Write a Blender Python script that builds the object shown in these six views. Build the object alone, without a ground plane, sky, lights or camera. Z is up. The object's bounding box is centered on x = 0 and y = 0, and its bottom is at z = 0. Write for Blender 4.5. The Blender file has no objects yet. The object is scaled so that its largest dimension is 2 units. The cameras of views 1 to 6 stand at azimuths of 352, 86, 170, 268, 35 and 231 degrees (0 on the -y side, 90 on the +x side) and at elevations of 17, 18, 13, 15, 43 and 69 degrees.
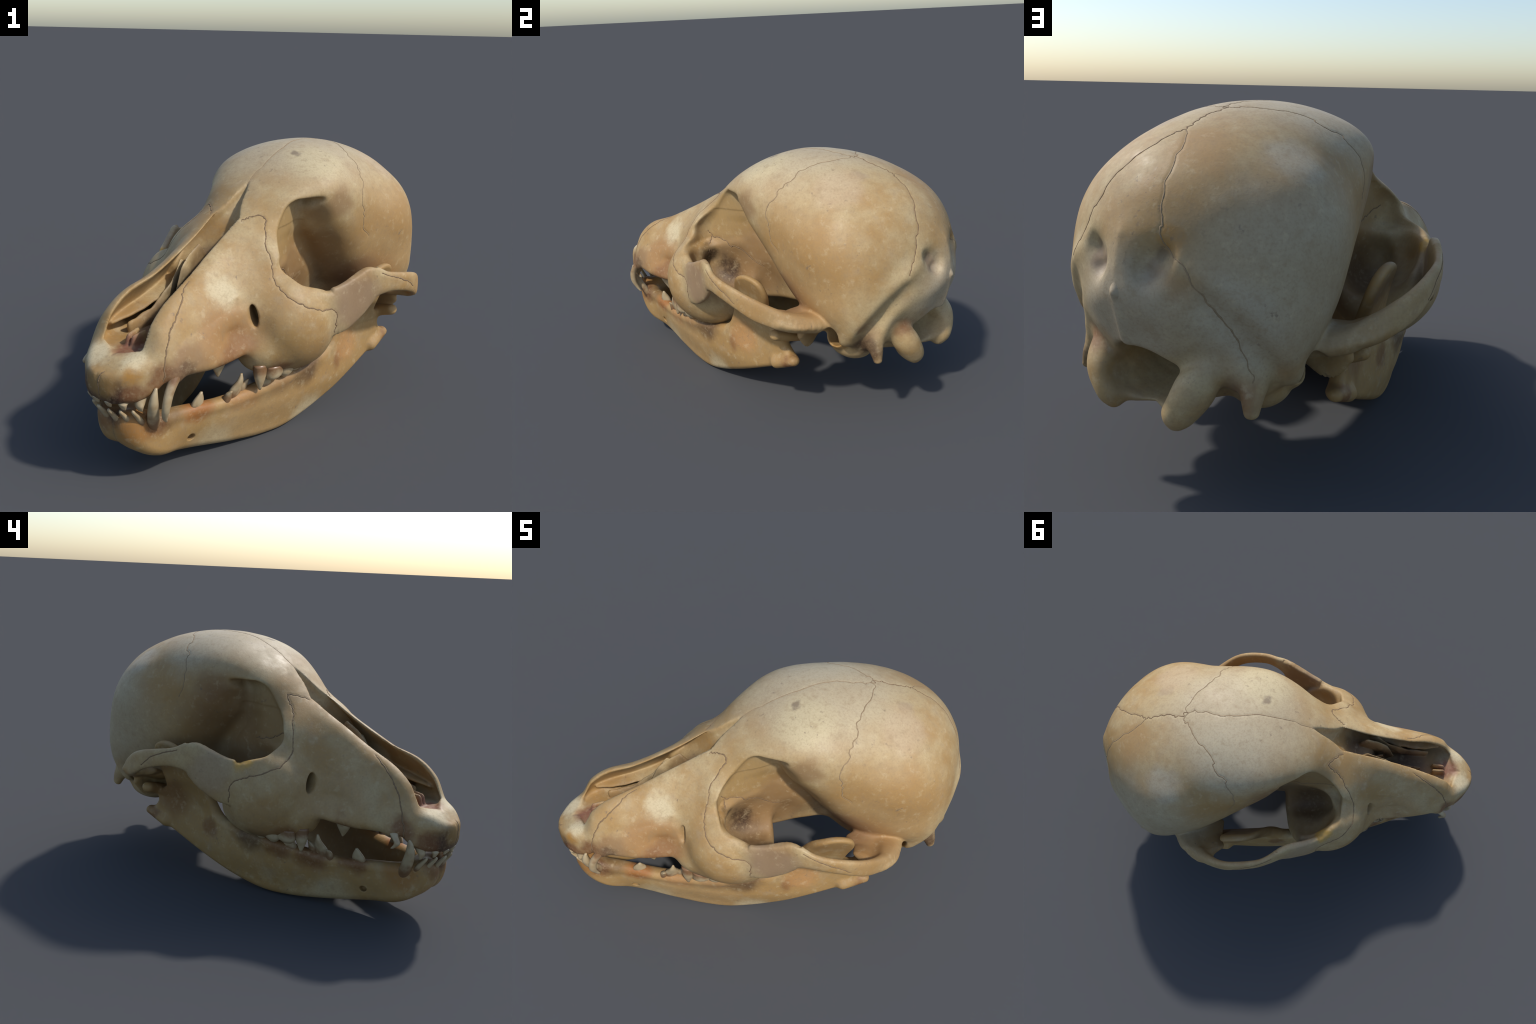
"""Juvenile carnivore skull (cranium + lower jaw), modelled as blended implicit
anatomy in skull coordinates:  l = left (+),  a = forward (+, toward the snout),  z = up.
The skull is symmetric about l = 0 and is turned into the scene frame at the end."""
import math
import numpy as np

H = globals().get("GRID", 0.0055)         # sampling step of the implicit surfaces
YAW = math.radians(41.7)                  # heading of the snout
cy, sy = math.cos(YAW), math.sin(YAW)


# ------------------------------------------------------------------ maths helpers
def pchip(x, y, q):
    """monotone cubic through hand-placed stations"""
    x, y, q = (np.asarray(v, float) for v in (x, y, q))
    h = np.diff(x)
    d = np.diff(y) / h
    m = np.zeros_like(y)
    w1, w2 = 2 * h[1:] + h[:-1], h[1:] + 2 * h[:-1]
    ok = d[1:] * d[:-1] > 0
    m[1:-1][ok] = (w1 + w2)[ok] / (w1[ok] / d[:-1][ok] + w2[ok] / d[1:][ok])
    m[0], m[-1] = d[0], d[-1]
    q = np.clip(q, x[0], x[-1])
    i = np.clip(np.searchsorted(x, q) - 1, 0, len(x) - 2)
    t = (q - x[i]) / h[i]
    t2, t3 = t * t, t * t * t
    return (2*t3 - 3*t2 + 1) * y[i] + (t3 - 2*t2 + t) * h[i] * m[i] + (3*t2 - 2*t3) * y[i+1] + (t3 - t2) * h[i] * m[i+1]


def cubic(x, y, q):
    """natural cubic spline: curvature-continuous, for the smooth vault"""
    x, y, q = (np.asarray(v, float) for v in (x, y, q))
    n, h = len(x), np.diff(x)
    A, b = np.eye(n), np.zeros(n)
    for i in range(1, n - 1):
        A[i, i-1:i+2] = h[i-1], 2 * (h[i-1] + h[i]), h[i]
        b[i] = 6 * ((y[i+1] - y[i]) / h[i] - (y[i] - y[i-1]) / h[i-1])
    m = np.linalg.solve(A, b)
    q = np.clip(q, x[0], x[-1])
    i = np.clip(np.searchsorted(x, q) - 1, 0, n - 2)
    d = q - x[i]
    return y[i] + d * ((y[i+1] - y[i]) / h[i] - h[i] * (2*m[i] + m[i+1]) / 6) + d*d*m[i] / 2 + d**3 * (m[i+1] - m[i]) / (6 * h[i])


def spline(points, n, closed=False):
    """Catmull-Rom through rows of any width"""
    C = np.asarray(points, float)
    k = len(C)
    if closed:
        P = np.vstack([C[-1:], C, C[:2]])
        q = np.linspace(0, k, n, endpoint=False)
        i = np.minimum(q.astype(int), k - 1)
    else:
        P = np.vstack([2*C[0] - C[1], C, 2*C[-1] - C[-2]])
        q = np.linspace(0, k - 1, n)
        i = np.minimum(q.astype(int), k - 2)
    t = (q - i)[:, None]
    p0, p1, p2, p3 = P[i], P[i+1], P[i+2], P[i+3]
    return .5 * (2*p1 + (p2 - p0)*t + (2*p0 - 5*p1 + 4*p2 - p3)*t**2 + (3*p1 - p0 - 3*p2 + p3)*t**3)


def smin(f, g, k):
    if k <= 0:
        return np.minimum(f, g)
    h = np.maximum(k - np.abs(f - g), 0) / k
    return np.minimum(f, g) - h * h * k * .25


def smax(f, g, k):
    return -smin(-f, -g, k)


def smoothstep(x, lo, hi):
    t = np.clip((x - lo) / (hi - lo), 0, 1)
    return t * t * (3 - 2 * t)


class Field:
    """signed field on a grid over the left half of the skull"""

    def __init__(self, lo, hi):
        self.lo = np.array(lo)
        n = np.ceil((np.array(hi) - self.lo) / H).astype(int) + 1
        self.ax = [(self.lo[i] + H * np.arange(n[i])).astype(np.float32) for i in range(3)]
        self.F = np.full(n, 1.0, np.float32)

    def block(self, box, pad):
        if box is None:
            s = [slice(None)] * 3
        else:
            s = []
            for i in range(3):
                i0 = np.searchsorted(self.ax[i], box[0][i] - pad)
                i1 = np.searchsorted(self.ax[i], box[1][i] + pad)
                s.append(slice(max(i0, 0), max(i1, 1)))
        s = tuple(s)
        x, y, z = (self.ax[i][s[i]] for i in range(3))
        return s, x[:, None, None], y[None, :, None], z[None, None, :]

    def add(self, shape, k=.03):
        fn, box = shape
        s, l, a, z = self.block(box, k + .03)
        self.F[s] = smin(self.F[s], fn(l, a, z), k)

    def cut(self, shape, k=.02):
        fn, box = shape
        s, l, a, z = self.block(box, k + .03)
        self.F[s] = smax(self.F[s], -fn(l, a, z), k)


    def roughen(self, cavity, amount, freq, seed):
        """broken, spongy bone: add directional waves to the field inside a cavity, fading at its walls"""
        fn, box = cavity
        s, l, a, z = self.block(box, 0)
        rng = np.random.default_rng(seed)
        w = 0
        for _ in range(12):
            k = rng.normal(size=3)
            k *= freq * rng.uniform(.5, 1.6) / np.linalg.norm(k)
            w = w + np.sin(k[0] * l + k[1] * a + k[2] * z + rng.uniform(0, 6.28))
        m = smoothstep(-fn(l, a, z), .02, .06) * smoothstep(a, .36, .45)
        self.F[s] += (w * m * amount / 2.5).astype(np.float32)


def rotation(rx=0, ry=0, rz=0):
    rx, ry, rz = (math.radians(v) for v in (rx, ry, rz))
    X = np.array([[1, 0, 0], [0, math.cos(rx), -math.sin(rx)], [0, math.sin(rx), math.cos(rx)]])
    Y = np.array([[math.cos(ry), 0, math.sin(ry)], [0, 1, 0], [-math.sin(ry), 0, math.cos(ry)]])
    Z = np.array([[math.cos(rz), -math.sin(rz), 0], [math.sin(rz), math.cos(rz), 0], [0, 0, 1]])
    return Z @ Y @ X


def ellipsoid(c, r, rot=(0, 0, 0), p=2.0):
    R = rotation(*rot)
    c, r = np.array(c, float), np.array(r, float)
    m = max(r)

    def fn(l, a, z):
        d = (l - c[0], a - c[1], z - c[2])
        q = [sum(R[j, i] * d[j] for j in range(3)) for i in range(3)]
        n = sum(np.abs(q[i] / r[i]) ** p for i in range(3)) ** (1 / p)
        rad = np.sqrt(d[0]**2 + d[1]**2 + d[2]**2) + 1e-6
        return rad * (1 - 1 / np.maximum(n, 1e-3))
    return fn, (c - m, c + m)


def sweep(rows, n=24, up=(0, 0, 1), p=2):
    """tube of elliptic section; rows = l, a, z, half height (along up), half thickness"""
    S = spline(rows, n)
    P, hh, th = S[:, :3], np.maximum(S[:, 3], 1e-3), np.maximum(S[:, 4], 1e-3)
    T = np.gradient(P, axis=0)
    T /= np.linalg.norm(T, axis=1, keepdims=True)
    U = np.array(up, float) - (T @ np.array(up, float))[:, None] * T
    U /= np.linalg.norm(U, axis=1, keepdims=True)
    B = np.cross(T, U)
    m = max(hh.max(), th.max())

    def fn(l, a, z):
        best = None
        for i in range(n - 1):
            e = P[i+1] - P[i]
            L2 = e @ e
            d = (l - P[i, 0], a - P[i, 1], z - P[i, 2])
            t = np.clip((d[0]*e[0] + d[1]*e[1] + d[2]*e[2]) / L2, 0, 1)
            q = [d[j] - t * e[j] for j in range(3)]
            u, b, w = ([v[i, j] + t * (v[i+1, j] - v[i, j]) for j in range(3)] for v in (U, B, T))
            h = hh[i] + t * (hh[i+1] - hh[i])
            k = th[i] + t * (th[i+1] - th[i])
            nn = (np.abs((q[0]*u[0] + q[1]*u[1] + q[2]*u[2]) / h)**p + np.abs((q[0]*b[0] + q[1]*b[1] + q[2]*b[2]) / k)**p
                  + np.abs((q[0]*w[0] + q[1]*w[1] + q[2]*w[2]) / np.minimum(h, k))**p)**(1 / p)
            rad = np.sqrt(q[0]**2 + q[1]**2 + q[2]**2) + 1e-6
            f = rad * (1 - 1 / np.maximum(nn, 1e-3))
            best = f if best is None else np.minimum(best, f)
        return best
    return fn, (P.min(0) - m, P.max(0) + m)


def polygon_distance(poly, u, v):
    """2D signed distance to a closed polygon, negative inside"""
    d = np.full(np.broadcast(u, v).shape, 1e9)
    inside = np.zeros(d.shape, bool)
    for p, q in zip(poly, np.roll(poly, -1, axis=0)):
        e = q - p
        t = np.clip(((u - p[0]) * e[0] + (v - p[1]) * e[1]) / (e @ e + 1e-12), 0, 1)
        d = np.minimum(d, (u - p[0] - t*e[0])**2 + (v - p[1] - t*e[1])**2)
        crosses = (p[1] > v) != (q[1] > v)
        if abs(e[1]) > 1e-12:
            inside ^= crosses & (u < e[0] * (v - p[1]) / e[1] + p[0])
    d = np.sqrt(d)
    return np.where(inside, -d, d)


def plate(outline, centre, half, n=140, r=None, box_l=(0, .8)):
    """bone plate: smooth side outline in (a, z), mid surface l = centre(a, z), half thickness half(a, z)"""
    poly = spline(outline, n, closed=True)

    def fn(l, a, z):
        A, Z = a[0], z[0]
        d2 = polygon_distance(poly, A, Z).astype(np.float32)[None]
        c, t = centre(A, Z)[None].astype(np.float32), half(A, Z)[None].astype(np.float32)
        rr = np.minimum(t * .95, .05 if r is None else r)
        x, y = d2 + rr, np.abs(l - c) - t + rr
        return np.sqrt(np.maximum(x, 0)**2 + np.maximum(y, 0)**2) + np.minimum(np.maximum(x, y), 0) - rr
    lo, hi = poly.min(0), poly.max(0)
    return fn, (np.array([box_l[0], *lo]), np.array([box_l[1], *hi]))


# ------------------------------------------------------------------ surface extraction
def surface_nets(F, lo):
    inside = F < 0
    n = F.shape
    code = np.zeros((n[0]-1, n[1]-1, n[2]-1), np.uint8)
    for i in range(8):
        x, y, z = i & 1, i >> 1 & 1, i >> 2
        code += inside[x:n[0]-1+x, y:n[1]-1+y, z:n[2]-1+z]
    active = (code > 0) & (code < 8)
    cells = np.argwhere(active)
    index = np.full(code.shape, -1, np.int32)
    index[active] = np.arange(len(cells))
    corner = np.stack([F[cells[:, 0] + (i & 1), cells[:, 1] + (i >> 1 & 1), cells[:, 2] + (i >> 2)] for i in range(8)], 1)
    total, count = np.zeros((len(cells), 3)), np.zeros(len(cells))
    for i in range(8):
        for axis in range(3):
            j = i | (1 << axis)
            if j == i:
                continue
            f, g = corner[:, i], corner[:, j]
            m = (f < 0) != (g < 0)
            t = np.where(m, f / np.where(m, f - g, 1), 0)
            p = np.array([i & 1, i >> 1 & 1, i >> 2], float)[None] + np.zeros((len(cells), 1))
            p[:, axis] += t
            total += p * m[:, None]
            count += m
    verts = (cells + total / count[:, None]) * H + lo
    quads = []
    for axis in range(3):
        o = [(1, 2), (2, 0), (0, 1)][axis]
        s0 = [slice(1, -1)] * 3
        s0[axis] = slice(0, -1)
        s1 = list(s0)
        s1[axis] = slice(1, None)
        f, g = inside[tuple(s0)], inside[tuple(s1)]
        for way in (0, 1):
            e = np.argwhere((f & ~g) if way == 0 else (~f & g))
            e[:, o[0]] += 1
            e[:, o[1]] += 1
            def at(du, dv):
                c = e.copy()
                c[:, o[0]] -= du
                c[:, o[1]] -= dv
                return index[c[:, 0], c[:, 1], c[:, 2]]
            q = np.stack([at(1, 1), at(0, 1), at(0, 0), at(1, 0)], 1)
            quads.append(q if way == 0 else q[:, ::-1])
    return verts, np.concatenate(quads)


def relax(verts, quads, rounds=2):
    """a few Taubin rounds: removes sampling steps without shrinking"""
    e = np.concatenate([quads[:, [0, 1]], quads[:, [1, 2]], quads[:, [2, 3]], quads[:, [3, 0]]])
    e = np.concatenate([e, e[:, ::-1]])
    deg = np.bincount(e[:, 0], minlength=len(verts))[:, None]
    for _ in range(rounds):
        for w in (.5, -.52):
            s = np.stack([np.bincount(e[:, 0], verts[e[:, 1], j], len(verts)) for j in range(3)], 1)
            verts = verts + w * (s / np.maximum(deg, 1) - verts)
    return verts


def lopsided(v, upper=True):
    """the real skull is not quite symmetric: the whole sits a little right, the right parietal bulges, the snout tip leans right"""
    l, a = v[:, 0], v[:, 1]
    if not upper:                                     # the jaw is turned slightly in its hinges
        return v + np.stack([np.where(l > 0, .008 - .012 * a, -.020 * a) * smoothstep(np.abs(l), 0, .06) - .010 * a * smoothstep(np.abs(l), .06, 0), .024 * l, 0 * a], 1)
    shift = -.006 - .012 * smoothstep(a, .7, 1.15) - .009 * smoothstep(-l, .1, .4) * smoothstep(-l, .62, .56) * smoothstep(a, 0, -.3) + .008 * smoothstep(np.abs(l), .56, .62) * smoothstep(a, 0, -.3) + .006 * smoothstep(a, -.7, -1.0)
    return v + np.stack([shift, 0 * a, 0 * a], 1)


def extract(field, upper=True):
    F = field.F
    full = np.concatenate([F[:0:-1], F], 0)           # mirror about l = 0 (first plane)
    lo = field.lo - np.array([(F.shape[0] - 1) * H, 0, 0])
    v, q = surface_nets(full, lo)
    return lopsided(relax(v, q), upper), q


# ------------------------------------------------------------------ cranium
def loft(stations, zc, top, bottom, width, ends, p=2.1):
    """braincase: superelliptic cross-sections along a; radii squared are interpolated so that the ends round off"""
    X = np.concatenate([[ends[0]], stations, [ends[1]]])

    def radius(v, a):
        v = np.asarray(v, float)
        return np.sqrt(np.maximum(cubic(X, np.concatenate([[0], v**2, [0]]), a), 1e-5)).astype(np.float32)

    def fn(l, a, z):
        c = cubic(X, np.concatenate([[zc[0]], zc, [zc[-1] - .05]]), a).astype(np.float32)
        ht, hb, w = radius(top, a), radius(bottom, a), radius(width, a)
        dz = z - c
        pl = (3.1 - .7 * smoothstep(a, -.55, -.2)).astype(np.float32)      # boxy base behind, tapering toward the sockets
        h = np.where(dz > 0, ht, hb)
        n = np.where(dz > 0, (np.abs(l / w)**p + np.abs(dz / h)**p)**(1 / p), (np.abs(l / w)**pl + np.abs(dz / h)**pl)**(1 / pl))
        r = np.sqrt(l*l + dz*dz) + 1e-6
        return r * (1 - 1 / np.maximum(n, 1e-3)) + np.maximum(0, ends[0] - a) + np.maximum(0, a - ends[1])
    return fn, None


# snout: along a — rim height / half width, flank height / half width, gum height / half width
SNOUT = np.array([
    # a     z_top  w_top  z_mid  w_mid  z_base w_base
    [0.20, 1.200, 0.100, 1.050, 0.240, 0.62, 0.20],
    [0.30, 1.135, 0.110, 1.010, 0.285, 0.56, 0.27],
    [0.40, 1.085, 0.105, 0.930, 0.330, 0.53, 0.33],
    [0.50, 1.032, 0.105, 0.830, 0.308, 0.53, 0.35],
    [0.60, 0.985, 0.108, 0.770, 0.270, 0.52, 0.34],
    [0.80, 0.895, 0.122, 0.730, 0.245, 0.512, 0.315],
    [0.95, 0.843, 0.148, 0.700, 0.232, 0.525, 0.285],
    [1.05, 0.770, 0.155, 0.660, 0.220, 0.53, 0.245],
    [1.12, 0.660, 0.150, 0.600, 0.195, 0.475, 0.205],
    [1.19, 0.630, 0.125, 0.570, 0.150, 0.445, 0.155],
    [1.24, 0.600, 0.085, 0.560, 0.098, 0.445, 0.100],
    [1.270, 0.585, 0.040, 0.550, 0.045, 0.48, 0.045],
    [1.282, 0.560, 0.006, 0.540, 0.006, 0.50, 0.006]])


def snout_width(a, z, inset=0.0):
    zt, wt, zm, wm, zb, wb = (pchip(SNOUT[:, 0], SNOUT[:, i], a) for i in range(1, 7))
    up = np.clip((z - zm) / (zt - zm), 0, 1.4)
    dn = np.clip((zm - z) / (zm - zb), 0, 1.2)
    w = np.where(z > zm, wm + (wt - wm) * (.55 * up + .45 * up * up), wm + (wb - wm) * (dn * (2 - dn)))
    return w - inset, zt, zb


def snout():
    def fn(l, a, z):
        w, zt, zb = snout_width(a[0], z[0])
        side = (l - w[None]) * .8
        f = smax(side, (z - zt[None]) * .85, .03)
        f = smax(f, (zb[None] - z), .05)
        return smax(f, np.maximum(.2 - a, a - 1.282), .03)
    return fn, (np.array([0, .15, .4]), np.array([.45, 1.32, 1.25]))


def nasal_cavity():
    def fn(l, a, z):
        w, zt, zb = snout_width(a[0], z[0], .046)
        floor = pchip([.15, .3, .42, .57, .64, 1.05, 1.12, 1.17, 1.2], [1.22, 1.08, .95, .85, .64, .635, .635, .64, .70], a)
        lim = pchip([.15, .22, .32, .42, .6, .8, .95, 1.05, 1.12, 1.17], [-.02, .012, .045, .13, .3, .3, .3, .3, .09, 0.0], a)
        f = smax((l - np.minimum(w[None], lim)) * .85, (floor - z), .05)
        return smax(f, np.maximum(a - 1.17, .16 - a), .02)
    return fn, (np.array([0, .12, .55]), np.array([.4, 1.2, 1.4]))


def orbit():
    """eye socket: opening outlined by its rim in side view, cut in to the medial wall"""
    opening = [(.0, 1.176), (.10, 1.182), (.194, 1.168), (.256, 1.102), (.305, 1.03), (.362, .95), (.368, .87), (.345, .825), (.22, .806), (.11, .838), (.02, .87),
               (-.06, .82), (-.10, .76), (-.06, .92), (-.01, 1.02), (.015, 1.11)]
    wall = lambda a, z: .170 + .045 * smoothstep(a, -.08, .16) + .9 * np.maximum(a - .15, 0)**2 + .3 * np.maximum(z - .92, 0)**2
    return plate(opening, lambda a, z: wall(a, z) / 2 + .6, lambda a, z: .6 - wall(a, z) / 2, n=120, r=.05, box_l=(.1, .85))


def build_cranium():
    f = Field((0, -1.25, .2), (.82, 1.34, 1.5))
    # frontal roof and vault
    f.add(loft(np.array([-1.06, -.9, -.65, -.35, -.1, .1, .28]), [.80, .764, .86, 1.051, 1.172, 1.158, 1.006],
               [.312, .500, .504, .357, .207, .135, .161], [.16, .33, .42, .49, .303, .18, .05],
               [.255, .466, .519, .456, .398, .308, .24], (-1.150, .42)), 0)
    f.add(ellipsoid((.345, -.64, .97), (.15, .20, .19)), .12)                # parietal swelling
    # medial wall of the orbits, running down to the palate
    f.add(plate([(-.35, .55), (-.1, .49), (.1, .47), (.35, .5), (.42, .8), (.36, 1.0), (.2, 1.11), (-.1, 1.1), (-.4, .95)],
                lambda a, z: 0 * a + 0 * z, lambda a, z: .145 + .04 * smoothstep(z, .5, .75) + .03 * smoothstep(a, .02, .18) + .03 * smoothstep(z, .95, 1.12) * smoothstep(a, .25, .1), r=.04, box_l=(0, .3)), .05)
    f.add(snout(), .04)
    f.add(ellipsoid((.305, .278, .615), (.264, .288, .28)), .06)                # cheek
    f.add(ellipsoid((.30, .44, .50), (.125, .17, .125)), .06)                 # alveolar swelling above the molars
    f.add(ellipsoid((.36, .20, .48), (.13, .15, .11)), .05)                  # tuber behind the last molar
    f.cut(orbit(), .02)
    f.cut(ellipsoid((.40, .05, .985), (.15, .09, .16), (0, 0, 20)), .06)
    f.cut(ellipsoid((.375, .08, .79), (.15, .26, .21)), .05)
    f.cut(ellipsoid((.28, .13, .69), (.095, .21, .14)), .06)
    f.cut(ellipsoid((.50, -.06, .62), (.32, .15, .22)), .06)
    arch = [(.42, .37, .72, .06, .030), (.50, .30, .70, .085, .030), (.554, .22, .675, .125, .028), (.598, .12, .715, .118, .026), (.638, .025, .780, .098, .024), (.690, -.065, .778, .056, .019),
            (.722, -.155, .765, .047, .018), (.732, -.30, .724, .052, .019), (.700, -.41, .670, .056, .024), (.622, -.52, .615, .05, .04), (.50, -.60, .575, .045, .06), (.38, -.62, .57, .05, .07)]
    f.add(sweep(arch, 48, p=2.7), .025)
    f.cut((orbit()[0], (np.array([.2, .02, .75]), np.array([.62, .40, 1.0]))), .012)
    f.add(sweep([(.61, -.44, .615, .030, .10), (.53, -.50, .585, .03, .13), (.42, -.53, .56, .05, .16)], 12), .05)     # glenoid shelf
    f.add(sweep([(.53, -.545, .525, .040, .020), (.45, -.535, .458, .052, .016), (.36, -.52, .485, .05, .02)], 10), .03)      # post-glenoid flange
    # cranial base and occiput
    f.add(ellipsoid((0, -.65, .54), (.38, .34, .15)), .10)
    f.add(ellipsoid((0, -.975, .73), (.25, .125, .22), (0, 0, 0), 2.2), .08)
    f.add(sweep([(.20, -1.045, .90, .02, .02), (.27, -1.02, .855, .025, .03), (.36, -.93, .76, .03, .035), (.395, -.83, .62, .03, .04), (.41, -.76, .50, .03, .04)], 20), .08)
    f.add(sweep([(0, -1.07, .98, .04, .014), (0, -1.09, .86, .045, .013), (0, -1.08, .7, .045, .014), (0, -1.06, .62, .04, .016)], 12, up=(0, 1, 0)), .08)
    f.add(ellipsoid((.33, -.84, .56), (.10, .12, .14)), .06)
    f.cut(sweep([(.31, -1.075, .77, .04, .04), (.39, -.985, .66, .045, .045), (.435, -.895, .53, .045, .04), (.42, -.86, .46, .03, .03)], 14), .05)      # hollow of the nuchal face
    f.add(sweep([(.235, -1.035, .895, .015, .02), (.28, -1.015, .855, .02, .02), (.362, -.94, .775, .022, .02), (.434, -.85, .645, .022, .02), (.442, -.79, .55, .022, .022), (.425, -.75, .48, .025, .025)], 24), .035)   # nuchal crest
    f.add(sweep([(.35, -.87, .52, .06, .05), (.372, -.91, .45, .045, .035), (.383, -.93, .395, .03, .022)], 10, up=(0, 1, 0)), .03)   # paroccipital
    f.add(ellipsoid((.27, -.70, .415), (.115, .155, .098), (0, 0, 20)), .04)     # ear capsule
    f.add(sweep([(.30, -.70, .46, .085, .075), (.365, -.685, .475, .078, .072)], 5), .02)
    f.cut(sweep([(.24, -.72, .44, .05, .045), (.34, -.70, .475, .060, .056), (.46, -.67, .51, .060, .055)], 8), .012)
    f.add(sweep([(.24, -.95, .55, .055, .055), (.205, -1.0, .46, .078, .070), (.165, -1.02, .385, .068, .058), (.15, -1.025, .35, .04, .04)], 26, up=(0, 1, 0)), .04)   # occipital condyle
    f.add(sweep([(0, -.93, .375, .035, .05), (.10, -.965, .365, .037, .05), (.16, -.99, .40, .05, .06)], 12), .03)
    f.add(ellipsoid((0, -.80, .42), (.24, .18, .09)), .05)
    f.cut(sweep([(0, -1.20, .49, .125, .145), (0, -1.06, .475, .125, .145), (0, -.90, .50, .115, .13), (0, -.74, .56, .10, .11)], 12), .02)       # foramen magnum
    f.cut(sweep([(0, 1.12, .67, .03, .012), (0, 1.21, .655, .02, .010), (0, 1.262, .62, .014, .008), (0, 1.287, .56, .011, .007), (0, 1.29, .50, .010, .006)], 14), .012)   # cleft between the premaxillae
    f.cut(ellipsoid((.125, -1.132, .91), (.065, .045, .09), (0, 25, 0)), .06)
    f.cut(ellipsoid((.105, -1.118, .87), (.028, .028, .02), (0, 10, 0)), .025)
    f.cut(ellipsoid((.15, -1.10, .93), (.03, .03, .045), (0, 40, 0)), .03)
    f.cut(nasal_cavity(), .018)
    # scrolls of thin bone inside the nose
    f.add(sweep([(.19, .60, .80, .012, .06), (.165, .75, .755, .012, .055), (.155, .90, .725, .012, .045), (.17, 1.02, .70, .010, .03)], 16), .02)
    f.add(sweep([(.11, .56, .86, .07, .014), (.095, .66, .77, .06, .012), (.10, .80, .69, .04, .012), (.11, .95, .66, .03, .012)], 14), .015)
    f.add(sweep([(.045, .50, .93, .06, .012), (.05, .60, .86, .07, .012), (.045, .68, .73, .05, .012)], 12), .012)
    f.add(sweep([(0, .56, .80, .10, .010), (0, .66, .69, .05, .010), (0, .9, .65, .03, .010)], 12), .01)
    f.add(sweep([(.02, 1.00, .63, .06, .012), (.015, 1.06, .64, .05, .012)], 6), .02)
    f.roughen(nasal_cavity(), .0035, 60, 5)
    f.cut(ellipsoid((.235, .235, .63), (.016, .022, .014), (30, 0, 20)), .02)     # sphenopalatine foramen
    f.cut(ellipsoid((.400, .72, .67), (.12, .15, .11), (0, -25, 0)), .05)      # hollow of the snout flank
    f.add(sweep([(.205, .93, .66, .03, .02), (.225, .99, .60, .035, .025), (.235, 1.035, .545, .03, .025)], 10), .04)         # canine root
    f.cut(sweep([(.42, .69, .69, .06, .022), (.33, .60, .70, .055, .02), (.28, .48, .70, .05, .02)], 8, up=(-.3, 0, 1)), .012)   # infraorbital foramen
    return f


# ------------------------------------------------------------------ lower jaw
JAW_OUTLINE = [(1.16, .385), (1.205, .345), (1.195, .27), (1.14, .18), (1.04, .115), (.9, .075), (.75, .045), (.6, .02), (.45, .003), (.3, .004), (.15, .042),
               (0, .102), (-.15, .164), (-.3, .230), (-.42, .278), (-.488, .318), (-.455, .36), (-.425, .405), (-.43, .46), (-.37, .495), (-.335, .53), (-.345, .62),
               (-.365, .71), (-.335, .785), (-.24, .812), (-.14, .762), (-.085, .65), (-.03, .52), (.04, .41), (.16, .375), (.35, .36), (.5, .335), (.7, .31), (.85, .32), (1.0, .335), (1.1, .365)]


def jaw_centre(a, z):
    c = pchip([-.5, -.25, 0, .3, .63, .88, 1.05, 1.15, 1.22], [.475, .445, .42, .35, .238, .142, .102, .070, .03], a) + 0 * z
    c = c - .05 * smoothstep(z, .24, 0) * smoothstep(a, 1.1, .9) + .03 * smoothstep(z, .22, .36) * smoothstep(a, 1.0, .8) * smoothstep(a, .1, .4)
    return c + .36 * np.maximum(z - .44, 0) * smoothstep(a, .1, -.2)


def jaw_half(a, z):
    t = pchip([-.5, -.3, 0, .2, .5, .9, 1.1, 1.2], [.034, .034, .038, .045, .05, .050, .051, .046], a) + 0 * z
    return t * (1 - .35 * smoothstep(z, .45, .75))


def build_jaw():
    f = Field((0, -.62, -.05), (.72, 1.34, .9))
    f.add(plate(JAW_OUTLINE, jaw_centre, jaw_half, box_l=(0, .7)), 0)
    f.add(sweep([(.570, -.425, .497, .028, .034), (.50, -.445, .475, .030, .042), (.41, -.48, .448, .026, .034)], 10), .03)
    f.add(sweep([(.485, -.36, .285, .035, .035), (.49, -.455, .315, .026, .032), (.495, -.488, .325, .024, .028)], 8), .03)
    f.add(ellipsoid((0, 1.108, .28), (.098, .082, .098)), .05)
    f.cut(sweep([(.25, .89, .165, .018, .022), (.15, .86, .15, .012, .015)], 4), .008)       # mental foramen
    f.cut(ellipsoid((.53, -.16, .42), (.06, .20, .13), (0, 0, 6)), .05)       # masseter hollow
    return f


def noise3(p, seed, octaves=3):
    """cheap band-limited noise for bone relief: sums of randomly oriented waves"""
    rng = np.random.default_rng(seed)
    out = np.zeros(len(p))
    for o in range(octaves):
        for _ in range(10):
            k = rng.normal(size=3)
            k *= (6 * 2**o) / np.linalg.norm(k) * rng.uniform(.7, 1.4)
            out += np.sin(p @ k + rng.uniform(0, 6.28)) * .5**o
    return out / 6


def relief(v):
    """slow undulation everywhere, rugged muscle scars low on the occiput and ear region"""
    rug = smoothstep(v[:, 1], -.72, -.85) * smoothstep(v[:, 2], .98, .80)
    return noise3(v, 4, 4) * .0032 + noise3(v * 2.2, 8, 3) * (.0012 + .0045 * rug)


# ==== BLENDER ====================================================================
import bpy
from mathutils import Vector
from mathutils.bvhtree import BVHTree
from mathutils.kdtree import KDTree


def world(p):
    p = np.asarray(p, float)
    l, a, z = p[..., 0], p[..., 1], p[..., 2]
    return np.stack([l * cy - a * sy, -l * sy - a * cy, z], -1)


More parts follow.
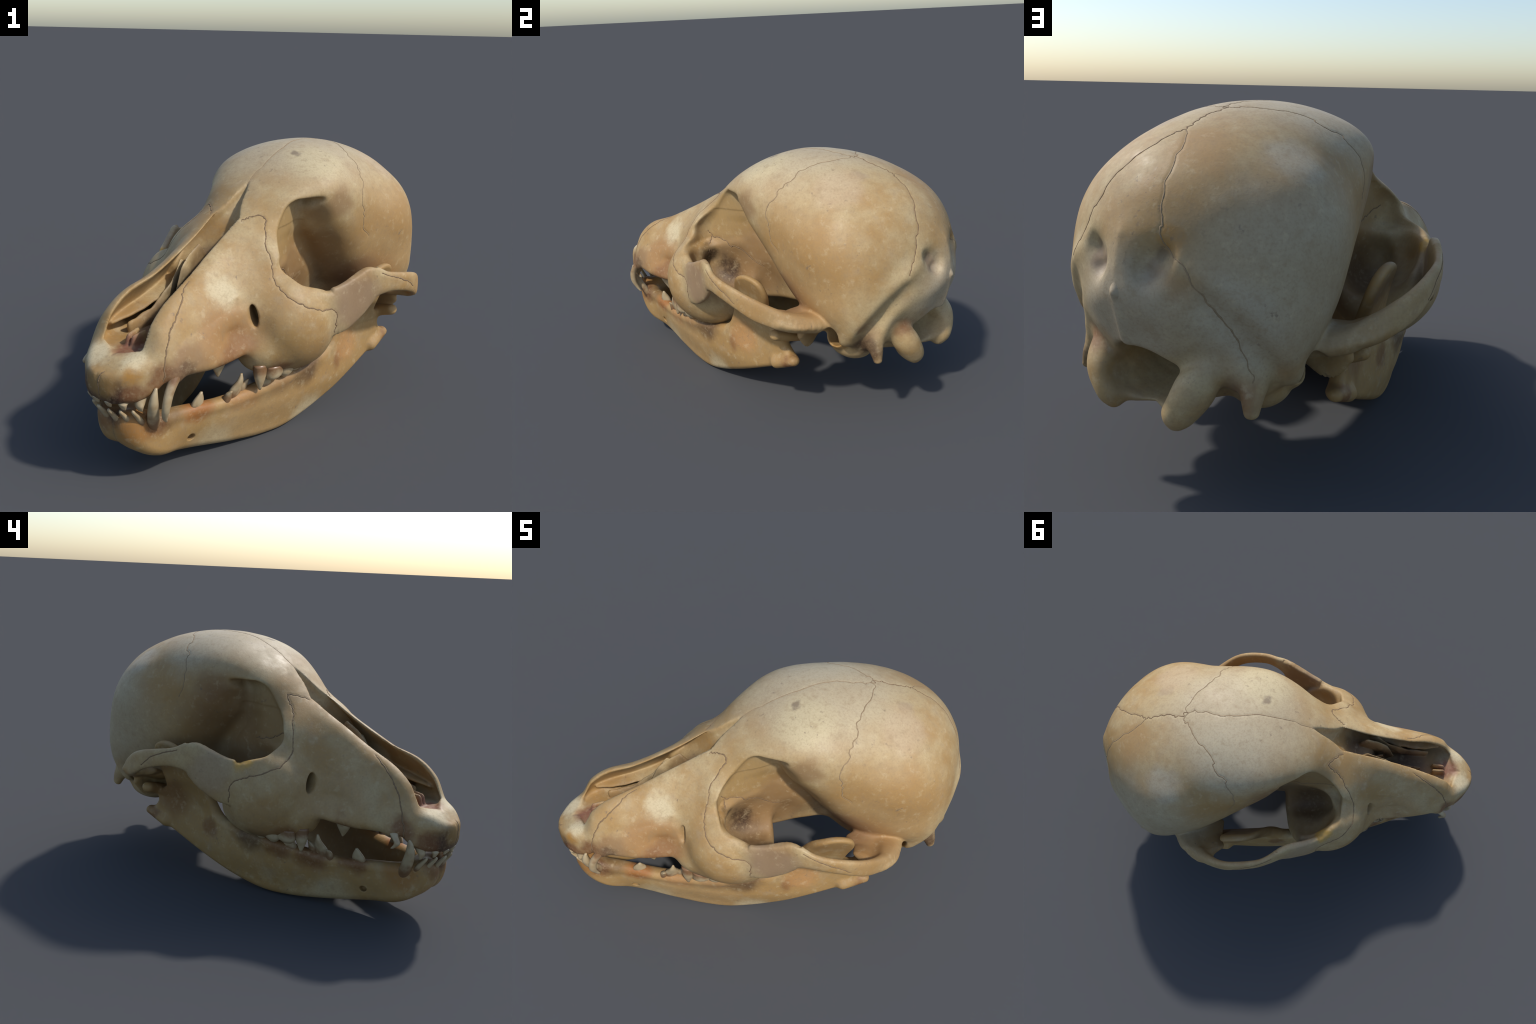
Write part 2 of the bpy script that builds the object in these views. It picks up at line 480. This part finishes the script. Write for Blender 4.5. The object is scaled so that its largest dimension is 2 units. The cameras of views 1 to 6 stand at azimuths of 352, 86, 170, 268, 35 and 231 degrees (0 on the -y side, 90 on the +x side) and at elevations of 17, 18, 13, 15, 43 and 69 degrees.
# ------------------------------------------------------------------ materials
class Nodes:
    def __init__(self, name):
        self.mat = bpy.data.materials.new(name)
        self.mat.use_nodes = True
        self.t = self.mat.node_tree
        self.bsdf = self.t.nodes["Principled BSDF"]
        self.pos = self.new("ShaderNodeTexCoord").outputs["Object"]

    def new(self, kind, **props):
        n = self.t.nodes.new(kind)
        for k, v in props.items():
            setattr(n, k, v)
        return n

    def put(self, socket, v):
        if isinstance(v, bpy.types.NodeSocket):
            self.t.links.new(v, socket)
        else:
            socket.default_value = v if not isinstance(v, tuple) or len(v) != 3 or socket.type != "RGBA" else (*v, 1)

    def math(self, op, *v, clamp=False):
        n = self.new("ShaderNodeMath", operation=op, use_clamp=clamp)
        for i, x in enumerate(v):
            self.put(n.inputs[i], x)
        return n.outputs[0]

    def vmath(self, op, *v):
        n = self.new("ShaderNodeVectorMath", operation=op)
        for i, x in enumerate(v):
            self.put(n.inputs[i], x)
        return n.outputs["Value" if op in ("DISTANCE", "LENGTH", "DOT_PRODUCT") else "Vector"]

    def noise(self, scale, detail=3.0, rough=.55, vec=None, out="Fac"):
        n = self.new("ShaderNodeTexNoise")
        self.put(n.inputs["Vector"], vec or self.pos)
        n.inputs["Scale"].default_value = scale
        n.inputs["Detail"].default_value = detail
        n.inputs["Roughness"].default_value = rough
        return n.outputs[out]

    def ramp(self, v, lo, hi, to0=0.0, to1=1.0):
        n = self.new("ShaderNodeMapRange", interpolation_type="SMOOTHSTEP")
        for i, x in zip((0, 1, 2, 3, 4), (v, lo, hi, to0, to1)):
            self.put(n.inputs[i], x)
        return n.outputs[0]

    def mix(self, f, a, b, mode="MIX"):
        n = self.new("ShaderNodeMix", data_type="RGBA", blend_type=mode)
        self.put(n.inputs[0], f)
        self.put(n.inputs[6], a)
        self.put(n.inputs[7], b)
        return n.outputs[2]

    def blob(self, centre, radius, edge=.6, stretch=None):
        """soft patch around a place on the skull, with a ragged edge"""
        c = world(np.array(centre))
        d = self.vmath("DISTANCE", self.warped, tuple(c))
        return self.ramp(d, radius, radius * (1 - edge))


CREAM, TAN, OCHRE, UMBER, DARK = (.452, .340, .178), (.352, .212, .077), (.36, .175, .032), (.055, .024, .013), (.02, .012, .009)


def bone_material(name, patches, tan_bias=0.0, bump=.12):
    """yellowed bone: cream to tan mottling, grain, pores, and patches = (centre, radius, colour, strength)"""
    n = Nodes(name)
    wob = n.vmath("SCALE", n.vmath("SUBTRACT", n.noise(9, 4, .6, out="Color"), (.5, .5, .5)))
    wob.node.inputs["Scale"].default_value = .11
    n.warped = n.vmath("ADD", n.pos, wob)
    big = n.noise(2.6, 5, .6)
    mid = n.noise(11, 5, .62)
    col = n.mix(n.ramp(n.math("ADD", big, tan_bias), .36, .65), CREAM, TAN)
    col = n.mix(n.ramp(n.noise(3.4, 6, .65, n.vmath("ADD", n.pos, (7.3, 2.1, 4.4))), .50, .70, 0, .55), col, (.36, .205, .072))
    col = n.mix(n.ramp(mid, .50, .72, 0, .50), col, (.36, .265, .155))
    col = n.mix(n.ramp(n.noise(5.5, 4, .6), .58, .75, 0, .35), col, (.50, .36, .165))
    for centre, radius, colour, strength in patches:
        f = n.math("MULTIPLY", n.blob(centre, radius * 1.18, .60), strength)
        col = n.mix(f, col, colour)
    cloud = n.noise(24, 4, .65)
    col = n.mix(n.ramp(cloud, .50, .72, 0, .38), col, (.30, .205, .105))
    col = n.mix(n.ramp(cloud, .46, .28, 0, .30), col, (.56, .45, .27))
    grain = n.noise(95, 3, .7)
    col = n.mix(n.ramp(grain, .42, .75, 0, .34), col, (.25, .165, .085))
    streak = n.math("MULTIPLY", n.ramp(n.noise(34, 3, .6), .62, .72), n.ramp(n.noise(4.2, 2), .50, .64))
    col = n.mix(n.math("MULTIPLY", streak, .6), col, (.17, .12, .08))
    n.put(n.bsdf.inputs["Base Color"], col)
    n.put(n.bsdf.inputs["Roughness"], n.ramp(mid, .3, .7, .48, .66))
    n.bsdf.inputs["Specular IOR Level"].default_value = .35
    b = n.new("ShaderNodeBump")
    b.inputs["Strength"].default_value = bump
    b.inputs["Distance"].default_value = .01
    n.put(b.inputs["Height"], n.math("ADD", n.math("MULTIPLY", grain, .5), mid))
    n.put(n.bsdf.inputs["Normal"], b.outputs[0])
    return n.mat


def plain_material(name, colour, rough=.6, vary=.3):
    n = Nodes(name)
    n.put(n.bsdf.inputs["Base Color"], n.mix(n.ramp(n.noise(30, 4), .35, .7, 0, vary), colour, tuple(c * .45 for c in colour)))
    n.bsdf.inputs["Roughness"].default_value = rough
    return n.mat


def tooth_material(name, gum_side):
    """old enamel, stained brown where the crown leaves the gum (gum_side = 1: top of the tooth, 0: bottom)"""
    n = Nodes(name)
    col = n.mix(n.ramp(n.noise(22, 3), .4, .7, 0, .6), (.43, .335, .20), (.32, .21, .10))
    sep = n.new("ShaderNodeSeparateXYZ")
    n.put(sep.inputs[0], n.new("ShaderNodeTexCoord").outputs["Generated"])
    h = n.math("ADD", sep.outputs[2] if gum_side else n.math("SUBTRACT", 1.0, sep.outputs[2]), n.math("MULTIPLY", n.math("SUBTRACT", n.noise(26, 3), .5), .5))
    col = n.mix(n.ramp(h, .45, .80, 0, .85), col, (.17, .075, .028))
    n.put(n.bsdf.inputs["Base Color"], col)
    n.bsdf.inputs["Roughness"].default_value = .34
    n.bsdf.inputs["Specular IOR Level"].default_value = .45
    return n.mat


# ------------------------------------------------------------------ objects
def vertex_normals(v, q):
    t = np.cross(v[q[:, 2]] - v[q[:, 0]], v[q[:, 3]] - v[q[:, 1]])
    n = np.zeros_like(v)
    for i in range(4):
        for j in range(3):
            n[:, j] += np.bincount(q[:, i], t[:, j], len(v))
    return n / np.maximum(np.linalg.norm(n, axis=1, keepdims=True), 1e-12)


def quad_mesh(name, v, q):
    me = bpy.data.meshes.new(name)
    me.vertices.add(len(v))
    me.vertices.foreach_set("co", v.astype(np.float32).ravel())
    me.loops.add(q.size)
    me.loops.foreach_set("vertex_index", q.astype(np.int32).ravel())
    me.polygons.add(len(q))
    me.polygons.foreach_set("loop_start", np.arange(0, q.size, 4, dtype=np.int32))
    me.update(calc_edges=True)
    me.shade_smooth()
    return me


def put_object(name, me, material, parent):
    me.materials.append(material)
    ob = bpy.data.objects.new(name, me)
    bpy.context.collection.objects.link(ob)
    ob.parent = parent
    return ob


def part(name, v, q, normals, keep, material, parent):
    """one region of a seamless surface: border vertices and normals are those of the whole"""
    q = q[keep]
    used, inv = np.unique(q, return_inverse=True)
    me = quad_mesh(name, v[used], inv.reshape(q.shape))
    me.normals_split_custom_set_from_vertices(normals[used].tolist())
    return put_object(name, me, material, parent)


def crown(rings, segments=16, mirror=False, power=2.0):
    """tooth crown or root: horizontal ellipses l, a, z, radius along a, radius along l, from gum to tip"""
    S = spline(rings, 4 * len(rings))
    S[:, 3:] = np.maximum(S[:, 3:], .003)
    th = np.linspace(0, 2 * np.pi, segments, endpoint=False)
    c, s = np.cos(th), np.sin(th)
    c, s = np.sign(c) * np.abs(c)**(2 / power), np.sign(s) * np.abs(s)**(2 / power)
    V = [np.stack([r[0] + r[4] * s, r[1] + r[3] * c, np.full(segments, r[2])], 1) for r in S]
    V = np.concatenate(V + [S[-1:, :3], S[:1, :3]])
    k, n = len(S), segments
    F = [(i*n + j, i*n + (j+1) % n, (i+1)*n + (j+1) % n, (i+1)*n + j) for i in range(k-1) for j in range(n)]
    F += [((k-1)*n + j, (k-1)*n + (j+1) % n, k*n) for j in range(n)] + [((j+1) % n, j, k*n + 1) for j in range(n)]
    if mirror:
        V = V * np.array([-1, 1, 1])
    return V, F


def tooth(name, crowns, material, parent, mirror=False, upper=True):
    VV, FF, base = [], [], 0
    for rings in crowns:
        V, F = crown(rings, mirror=mirror)
        VV.append(V)
        FF += [tuple(i + base for i in f) for f in F]
        base += len(V)
    me = bpy.data.meshes.new(name)
    me.from_pydata(world(lopsided(np.concatenate(VV), upper)).tolist(), [], FF)
    import bmesh
    bm = bmesh.new()
    bm.from_mesh(me)
    bmesh.ops.recalc_face_normals(bm, faces=bm.faces)
    bm.to_mesh(me)
    bm.free()
    me.shade_smooth()
    return put_object(name, me, material[1 if upper else 0], parent)


root = bpy.data.objects.new("animal_skull", None)
bpy.context.collection.objects.link(root)
root["label"] = "yellowed skull of a young carnivore with closed lower jaw"
root["category"] = "animal skull"

WARM, RUST, PALE, GREY = (.355, .205, .075), (.16, .062, .022), (.58, .49, .31), (.30, .24, .16)
CRANIAL_STAINS = [
    ((.50, -.50, .85), .42, WARM, .65), ((.48, -.45, .62), .22, (.32, .17, .06), .6), ((.37, -.38, .64), .18, (.23, .12, .06), .6), ((-.50, -.35, .85), .36, WARM, .45), ((-.48, -.30, .70), .16, RUST, .35),
    ((0, -.25, 1.42), .50, (.46, .385, .255), .75), ((.22, -.12, 1.34), .18, (.52, .43, .255), .7), ((-.25, -.30, 1.36), .25, (.48, .41, .28), .5), ((-.38, -.68, 1.21), .12, (.44, .38, .27), .7), ((.12, -.10, 1.37), .032, (.14, .10, .07), .7), ((.17, -.71, 1.33), .05, (.33, .24, .15), .55), ((.40, -.10, 1.14), .10, (.25, .145, .065), .7), ((-.40, -.10, 1.14), .10, (.25, .145, .065), .6), ((-.47, -.2, .95), .16, (.28, .17, .075), .5), ((-.16, -.87, 1.27), .15, WARM, .7), ((.30, -.65, 1.28), .16, (.47, .35, .22), .6),  # brown at l = +-.40 paints the shading behind the brow processes
    ((-.17, -1.07, .98), .055, OCHRE, .8), ((-.22, -1.07, .83), .065, OCHRE, .85), ((-.11, -1.07, .86), .055, RUST, .8), ((.11, -1.07, .87), .055, RUST, .8), ((-.14, -1.07, .92), .035, UMBER, .6), ((.13, -1.07, .92), .035, UMBER, .6),
    ((.13, -1.08, .61), .05, OCHRE, .7), ((.22, -.97, .55), .09, RUST, .85), ((.38, -.87, .45), .10, UMBER, .85), ((.44, -.92, .56), .08, RUST, .5), ((-.36, -.93, .46), .08, RUST, .7), ((-.45, -.80, .55), .07, OCHRE, .7),
    ((.40, -.70, .45), .07, OCHRE, .6), ((.28, -.04, 1.20), .05, RUST, .3), ((-.30, -.05, 1.0), .22, RUST, .5), ((.20, .05, .72), .30, (.25, .14, .055), .85), ((-.20, .05, .72), .30, (.25, .14, .055), .85), ((.2, .2, 1.0), .18, (.34, .21, .075), .8), ((-.2, .2, 1.0), .18, (.30, .18, .07), .8), ((.34, -.12, .85), .16, (.30, .18, .075), .7), ((-.34, -.12, .85), .18, (.28, .165, .07), .75), ((.33, -.02, 1.08), .08, (.30, .19, .085), .6), ((.22, .22, .67), .09, DARK, .8), ((.26, .34, .76), .07, DARK, .8),  # browner patches in and around the sockets; two small near-black spots low in the left one
    ((.0, -1.05, .45), .14, GREY, .5), ((-.42, -.80, .85), .40, (.40, .335, .225), .7), ((.0, -1.10, .72), .26, (.43, .37, .27), .7), ((-.33, -.95, .70), .2, (.42, .36, .26), .6), ((.0, .36, 1.0), .09, OCHRE, .6), ((0, .45, .93), .10, UMBER, .5),  # greyer cream over the right rear and the occiput
    # face
    ((.29, .74, .64), .21, (.32, .165, .058), .85), ((.25, .97, .60), .10, RUST, .55), ((-.30, .75, .62), .20, (.40, .25, .11), .5),
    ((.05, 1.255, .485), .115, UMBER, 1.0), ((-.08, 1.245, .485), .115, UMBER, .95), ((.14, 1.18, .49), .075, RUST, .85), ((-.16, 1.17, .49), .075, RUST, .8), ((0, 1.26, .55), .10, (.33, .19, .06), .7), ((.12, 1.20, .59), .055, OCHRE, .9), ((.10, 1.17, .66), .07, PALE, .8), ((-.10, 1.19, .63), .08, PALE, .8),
    ((.20, 1.08, .56), .085, RUST, .85), ((-.23, 1.06, .56), .085, RUST, .85), ((.24, .99, .56), .06, UMBER, .6), ((.25, .76, .53), .085, RUST, .8), ((-.26, .76, .53), .085, RUST, .8), ((.31, .67, .58), .10, RUST, .5),
    ((.39, .48, .42), .085, RUST, .8), ((-.40, .47, .42), .085, RUST, .8), ((.42, .35, .40), .075, UMBER, .6), ((-.43, .33, .40), .08, UMBER, .55), ((.46, .33, .52), .16, WARM, .6), ((-.46, .38, .50), .16, WARM, .5),
    ((.20, .68, .83), .10, PALE, .7), ((0, .85, .66), .15, (.22, .14, .09), .6), ((0, 1.08, .64), .09, (.20, .075, .045), .9), ((0, .62, .75), .16, DARK, .85), ((0, .80, .66), .14, (.06, .035, .022), .7), ((0, .5, .9), .12, UMBER, .5), ((.28, .2, .62), .14, UMBER, .5), ((-.28, .2, .62), .14, UMBER, .5),  # near-black and dark brown patches deep in the nasal cavity
    # cheekbones
    ((.61, .12, .72), .17, (.265, .17, .10), .85), ((-.62, .12, .72), .15, (.33, .23, .145), .6), ((-.52, .27, .79), .06, (.50, .29, .06), .9), ((.72, -.35, .66), .10, WARM, .5)]
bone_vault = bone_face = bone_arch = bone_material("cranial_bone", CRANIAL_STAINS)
bone_jaw = bone_material("jaw_bone", [
    ((.20, .85, .32), .10, (.30, .115, .03), .9), ((.30, .63, .32), .11, (.30, .115, .03), .9), ((.10, 1.16, .34), .13, (.34, .155, .04), .9), ((.16, 1.08, .31), .09, RUST, .8), ((-.19, 1.07, .29), .11, (.32, .15, .04), .85), ((-.21, .81, .32), .09, RUST, .8), ((-.31, .60, .31), .11, RUST, .8), ((-.05, 1.19, .34), .09, RUST, .7),
    ((.0, 1.20, .36), .06, UMBER, .6), ((.39, .24, .36), .13, UMBER, .8), ((-.39, .24, .36), .13, UMBER, .7), ((.36, .42, .34), .10, RUST, .8), ((-.36, .42, .34), .10, RUST, .75), ((.50, -.45, .31), .06, RUST, .9), ((-.48, -.46, .31), .06, RUST, .8), ((.46, -.01, .31), .06, RUST, .7), ((-.46, -.02, .33), .06, RUST, .6),
    ((.47, -.08, .37), .12, (.42, .215, .08), .7), ((-.5, -.3, .45), .14, RUST, .55), ((.3, .5, .2), .3, (.42, .26, .11), .55), ((.2, .75, .06), .14, PALE, .4), ((-.25, .7, .05), .16, PALE, .4), ((.40, .18, .06), .12, PALE, .6), ((.15, 1.0, .33), .09, UMBER, .5)], .17)
suture_dark = plain_material("suture_shadow", (.22, .14, .072), .8)
suture_faint = plain_material("suture_stain", (.30, .21, .118), .8)
enamel = (tooth_material("lower_enamel", 0), tooth_material("upper_enamel", 1))

# ------------------------------------------------------------------ sutures: fine wandering seams laid into the surface
def seam_path(points, surface, wander, seed):
    """wandering line on the surface: centres and surface normals"""
    P = spline(np.array(points, float), 18 * len(points))
    rng = np.random.default_rng(seed)
    n = len(P)
    k = np.ones(3) / 3
    jag = sum(np.stack([np.convolve(np.repeat(rng.normal(size=n // s + 3), s)[:n], k, "same") for _ in range(3)], 1) * w for s, w in ((9, .6), (4, .45)))
    P = world(P + wander * jag * np.minimum(np.arange(n), np.arange(n)[::-1])[:, None].clip(0, 6) / 6)
    hits = [surface.find_nearest(Vector(p)) for p in P]
    return np.array([h[0] for h in hits]), np.array([h[1] for h in hits])


def groove(w, nrm, paths, width=.011, depth=.0016):
    """press the seams into the bone"""
    line = np.concatenate(paths)
    cells = {tuple(c) for c in np.floor(line / .03).astype(int).tolist()}
    near = {(x + i, y + j, z + k) for x, y, z in cells for i in (-1, 0, 1) for j in (-1, 0, 1) for k in (-1, 0, 1)}
    tree = KDTree(len(line))
    for i, p in enumerate(line):
        tree.insert(p, i)
    tree.balance()
    w = w.copy()
    for i, c in enumerate(np.floor(w / .03).astype(int).tolist()):
        if tuple(c) in near:
            d = tree.find(w[i])[2]
            if d < width:
                w[i] -= nrm[i] * depth * (1 - (d / width)**2)**2
    return w


def suture(C, N, material, radius, seed, parent):
    rng = np.random.default_rng(seed)
    n = len(C)
    C = C - N * .0010
    T = np.gradient(C, axis=0)
    T /= np.maximum(np.linalg.norm(T, axis=1, keepdims=True), 1e-9)
    B = np.cross(N, T)
    B /= np.maximum(np.linalg.norm(B, axis=1, keepdims=True), 1e-9)
    r = radius * (.6 + .8 * rng.random(n))[:, None] * np.sin(np.linspace(.25, np.pi - .25, n))[:, None]**.3
    th = np.linspace(0, 2 * np.pi, 6, endpoint=False)
    V = np.concatenate([C + (np.cos(t) * B + .42 * np.sin(t) * N) * r for t in th]).reshape(6, n, 3).transpose(1, 0, 2).reshape(-1, 3)
    i, j = np.meshgrid(np.arange(n - 1), np.arange(6), indexing="ij")
    Q = np.stack([i*6 + j, i*6 + (j + 1) % 6, (i + 1)*6 + (j + 1) % 6, (i + 1)*6 + j], -1).reshape(-1, 4)
    return put_object("suture", quad_mesh("suture", V, Q), material, parent)


CRANIAL_SUTURES = [
    # midline seams of the vault
    ([(-.01, -.80, 1.31), (-.01, -.75, 1.34), (0, -.66, 1.36), (-.015, -.60, 1.37), (0, -.54, 1.39)], 1, .008),
    ([(0, -.54, 1.39), (.01, -.48, 1.40), (-.015, -.37, 1.41), (-.015, -.27, 1.41), (0, -.15, 1.39), (0, .06, 1.31), (0, .21, 1.21)], 0, .005),
    # coronal
    ([(0, -.54, 1.39), (.04, -.555, 1.38), (.12, -.51, 1.38), (.24, -.41, 1.36), (.34, -.37, 1.30), (.40, -.32, 1.24), (.42, -.27, 1.14), (.43, -.29, 1.05), (.43, -.30, .98), (.44, -.35, .92)], 0, .007),
    ([(0, -.54, 1.39), (-.04, -.56, 1.38), (-.08, -.53, 1.38), (-.24, -.41, 1.37), (-.34, -.37, 1.33), (-.39, -.31, 1.28), (-.45, -.27, 1.20), (-.45, -.30, 1.05)], 0, .007),
    # lambdoid
    ([(-.01, -.80, 1.31), (.02, -.84, 1.30), (.07, -.94, 1.23), (.16, -1.02, 1.09), (.22, -1.05, .97), (.27, -1.03, .86)], 1, .006),
    ([(-.01, -.80, 1.31), (-.04, -.84, 1.31), (-.09, -.95, 1.22), (-.13, -1.05, 1.06), (-.15, -1.07, .98), (-.25, -1.05, .85), (-.33, -1.0, .72), (-.38, -.95, .60), (-.385, -.92, .50)], 0, .006),
    # snout
    ([(.10, .79, .89), (.14, .90, .84), (.17, .98, .78), (.185, 1.03, .72), (.20, 1.07, .64), (.20, 1.09, .54)], 1, .004),
    ([(-.13, .83, .88), (-.16, .88, .86), (-.19, .95, .82), (-.22, 1.04, .71), (-.235, 1.08, .60), (-.225, 1.09, .53)], 1, .004),
    ([(.09, .38, 1.08), (.12, .34, 1.12), (.165, .31, 1.13), (.21, .33, 1.10), (.24, .38, 1.0), (.29, .41, .94)], 1, .006),
    ([(-.09, .38, 1.08), (-.13, .34, 1.12), (-.19, .29, 1.13), (-.22, .32, 1.10), (-.24, .37, 1.03), (-.29, .41, .95)], 1, .006),
    ([(.29, .41, .94), (.33, .44, .87), (.38, .46, .82), (.46, .43, .76), (.52, .38, .73), (.56, .30, .71), (.57, .24, .68), (.57, .23, .62), (.56, .23, .57)], 1, .005),
    ([(-.29, .41, .95), (-.34, .45, .86), (-.42, .46, .80), (-.52, .41, .76), (-.57, .32, .73), (-.59, .25, .68), (-.585, .23, .62), (-.575, .22, .57)], 1, .005),
    ([(.01, 1.26, .63), (0, 1.275, .59), (-.005, 1.28, .54), (-.01, 1.27, .48)], 1, .002),
    # cheekbone
    ([(.69, -.02, .84), (.74, -.11, .80), (.78, -.20, .76), (.79, -.28, .71)], 1, .002),
    ([(-.72, -.04, .83), (-.77, -.13, .80), (-.80, -.22, .75), (-.80, -.29, .69)], 1, .002),
    # inside the eye sockets
    ([(.22, .36, .90), (.21, .32, .86), (.19, .26, .84), (.18, .19, .81), (.18, .13, .80), (.18, .06, .74), (.19, -.03, .69)], 1, .006),
    ([(.21, .33, .86), (.23, .33, .82), (.27, .345, .77)], 1, .005),
    ([(-.22, .36, .93), (-.20, .28, .90), (-.19, .18, .86), (-.19, .08, .84)], 1, .006),
]


v, q = extract(build_cranium())
v = v + vertex_normals(v, q) * relief(v)[:, None]
c = v[q].mean(1)
w, q = world(v), q[:, ::-1]
nrm = vertex_normals(w, q)
al, aa, az = np.abs(c[:, 0]), c[:, 1], c[:, 2]
in_arch = (al > .44) & (aa < .285 - .10 * smoothstep(az, .62, .50)) & (aa > -.56) & (al > .50 + .08 * smoothstep(aa, -.35, -.5)) & (az > .50)
in_face = ~in_arch & ((aa > .40 - .10 * smoothstep(al, .30, .10)) | ((aa > .04) & (az < .80)))
in_vault = ~in_arch & ~in_face
cranium_surface = BVHTree.FromPolygons(w.tolist(), q.tolist())
seams = [seam_path(points, cranium_surface, wander, 20 + k) for k, (points, strong, wander) in enumerate(CRANIAL_SUTURES)]
w = groove(w, nrm, [C for C, N in seams])
nrm = vertex_normals(w, q)
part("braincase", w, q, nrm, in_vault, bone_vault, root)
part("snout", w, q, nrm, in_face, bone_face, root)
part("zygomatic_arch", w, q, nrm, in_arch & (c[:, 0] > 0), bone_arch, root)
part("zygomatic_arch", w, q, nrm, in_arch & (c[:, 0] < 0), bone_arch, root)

v, q = extract(build_jaw(), False)
v = v + vertex_normals(v, q) * (noise3(v, 9, 4) * .0035)[:, None]
c = v[q].mean(1)
w, q = world(v), q[:, ::-1]
nrm = vertex_normals(w, q)
jaw_surface = BVHTree.FromPolygons(w.tolist(), q.tolist())
jaw = part("lower_jaw", w, q, nrm, c[:, 0] > 0, bone_jaw, root)
jaw2 = part("lower_jaw", w, q, nrm, c[:, 0] <= 0, bone_jaw, root)



for k, ((C, N), (points, strong, wander)) in enumerate(zip(seams, CRANIAL_SUTURES)):
    suture(C, N, suture_dark if strong else suture_faint, .0033 if strong else .0028, 20 + k, root)
suture(*seam_path([(0, 1.215, .345), (0, 1.22, .30), (0, 1.20, .25), (0, 1.16, .19), (0, 1.10, .15)], jaw_surface, .002, 77), suture_dark, .0034, 77, root)

# teeth
for side in (False, True):
    tip = [(.256, 1.062, .53, .020, .018), (.266, 1.085, .50, .016, .014), (.270, 1.062, .47, .008, .008)] if side else \
        [(.246, 1.085, .49, .024, .020), (.240, 1.100, .42, .021, .017), (.222, 1.088, .365, .014, .012), (.212, 1.070, .335, .006, .006)]
    tooth("canine_tooth", [[(.225, .985, .62, .045, .028), (.240, 1.035, .555, .032, .024)] + tip], enamel, root, side)
    tooth("canine_tooth", [[(.10, 1.05, .24, .030, .026), (.138, 1.082, .32, .032, .027), (.178, 1.122, .42, .027, .023), (.19, 1.128, .48, .018, .016), (.195, 1.12, .520, .006, .006)]], enamel, root, side, False)
    for l, a, zt in ((.146, 1.165, .408), (.093, 1.212, .418), (.036, 1.240, .428)):          # upper incisors, closely set
        tooth("incisor_tooth", [[(l * .96, a - .04, .53, .034, .026), (l * .98, a - .015, .46, .028, .025), (l, a, zt + .025, .016, .023), (l, a - .004, zt, .006, .014)]], enamel, root, side)
    for l, a in ((.118, 1.180), (.074, 1.212), (.027, 1.232)):                                # lower incisors, slim and slanting forward
        tooth("incisor_tooth", [[(l * .9, a - .07, .30, .022, .017), (l, a - .03, .36, .015, .014), (l, a, .400, .010, .011), (l, a + .006, .414, .004, .006)]], enamel, root, side, False)
    tooth("premolar_tooth", [[(.258, .75, .56, .052, .024), (.250, .75, .50, .042, .020), (.240, .745, .455, .018, .011), (.236, .742, .434, .005, .005)]], enamel, root, side)
    tooth("molar_tooth", [[(.345, .550, .46, .045, .035), (.350, .555, .39, .034, .026), (.353, .560, .328, .007, .007)],
                          [(.375, .475, .44, .060, .045), (.378, .475, .385, .058, .036), (.376, .480, .362, .030, .018)],
                          [(.390, .395, .43, .055, .045), (.393, .395, .378, .050, .036), (.391, .40, .350, .020, .016)]], enamel, root, side)
    tooth("molar_tooth", [[(.383, .31, .43, .055, .05), (.386, .31, .372, .048, .040), (.385, .315, .348, .022, .022)],
                          [(.375, .25, .42, .04, .04), (.378, .25, .38, .03, .03), (.378, .25, .350, .009, .012)]], enamel, root, side)
    tooth("premolar_tooth", [[(.172, .83, .27, .044, .020), (.186, .83, .33, .038, .019), (.204, .826, .382, .006, .006)]], enamel, root, side, False)
    tooth("premolar_tooth", [[(.246, .64, .27, .045, .022), (.264, .64, .34, .044, .022), (.288, .636, .39, .020, .014), (.294, .633, .428, .005, .005)],
                             [(.254, .59, .27, .030, .020), (.270, .585, .34, .024, .018), (.288, .572, .372, .006, .006)],
                             [(.244, .69, .27, .026, .020), (.260, .69, .33, .020, .016), (.278, .692, .352, .006, .006)]], enamel, root, side, False)
    tooth("molar_tooth", [[(.318, .47, .29, .06, .03), (.330, .47, .35, .042, .022), (.335, .48, .392, .008, .008)],
                          [(.345, .37, .31, .05, .03), (.352, .37, .36, .040, .025), (.355, .38, .380, .016, .011)]], enamel, root, side, False)
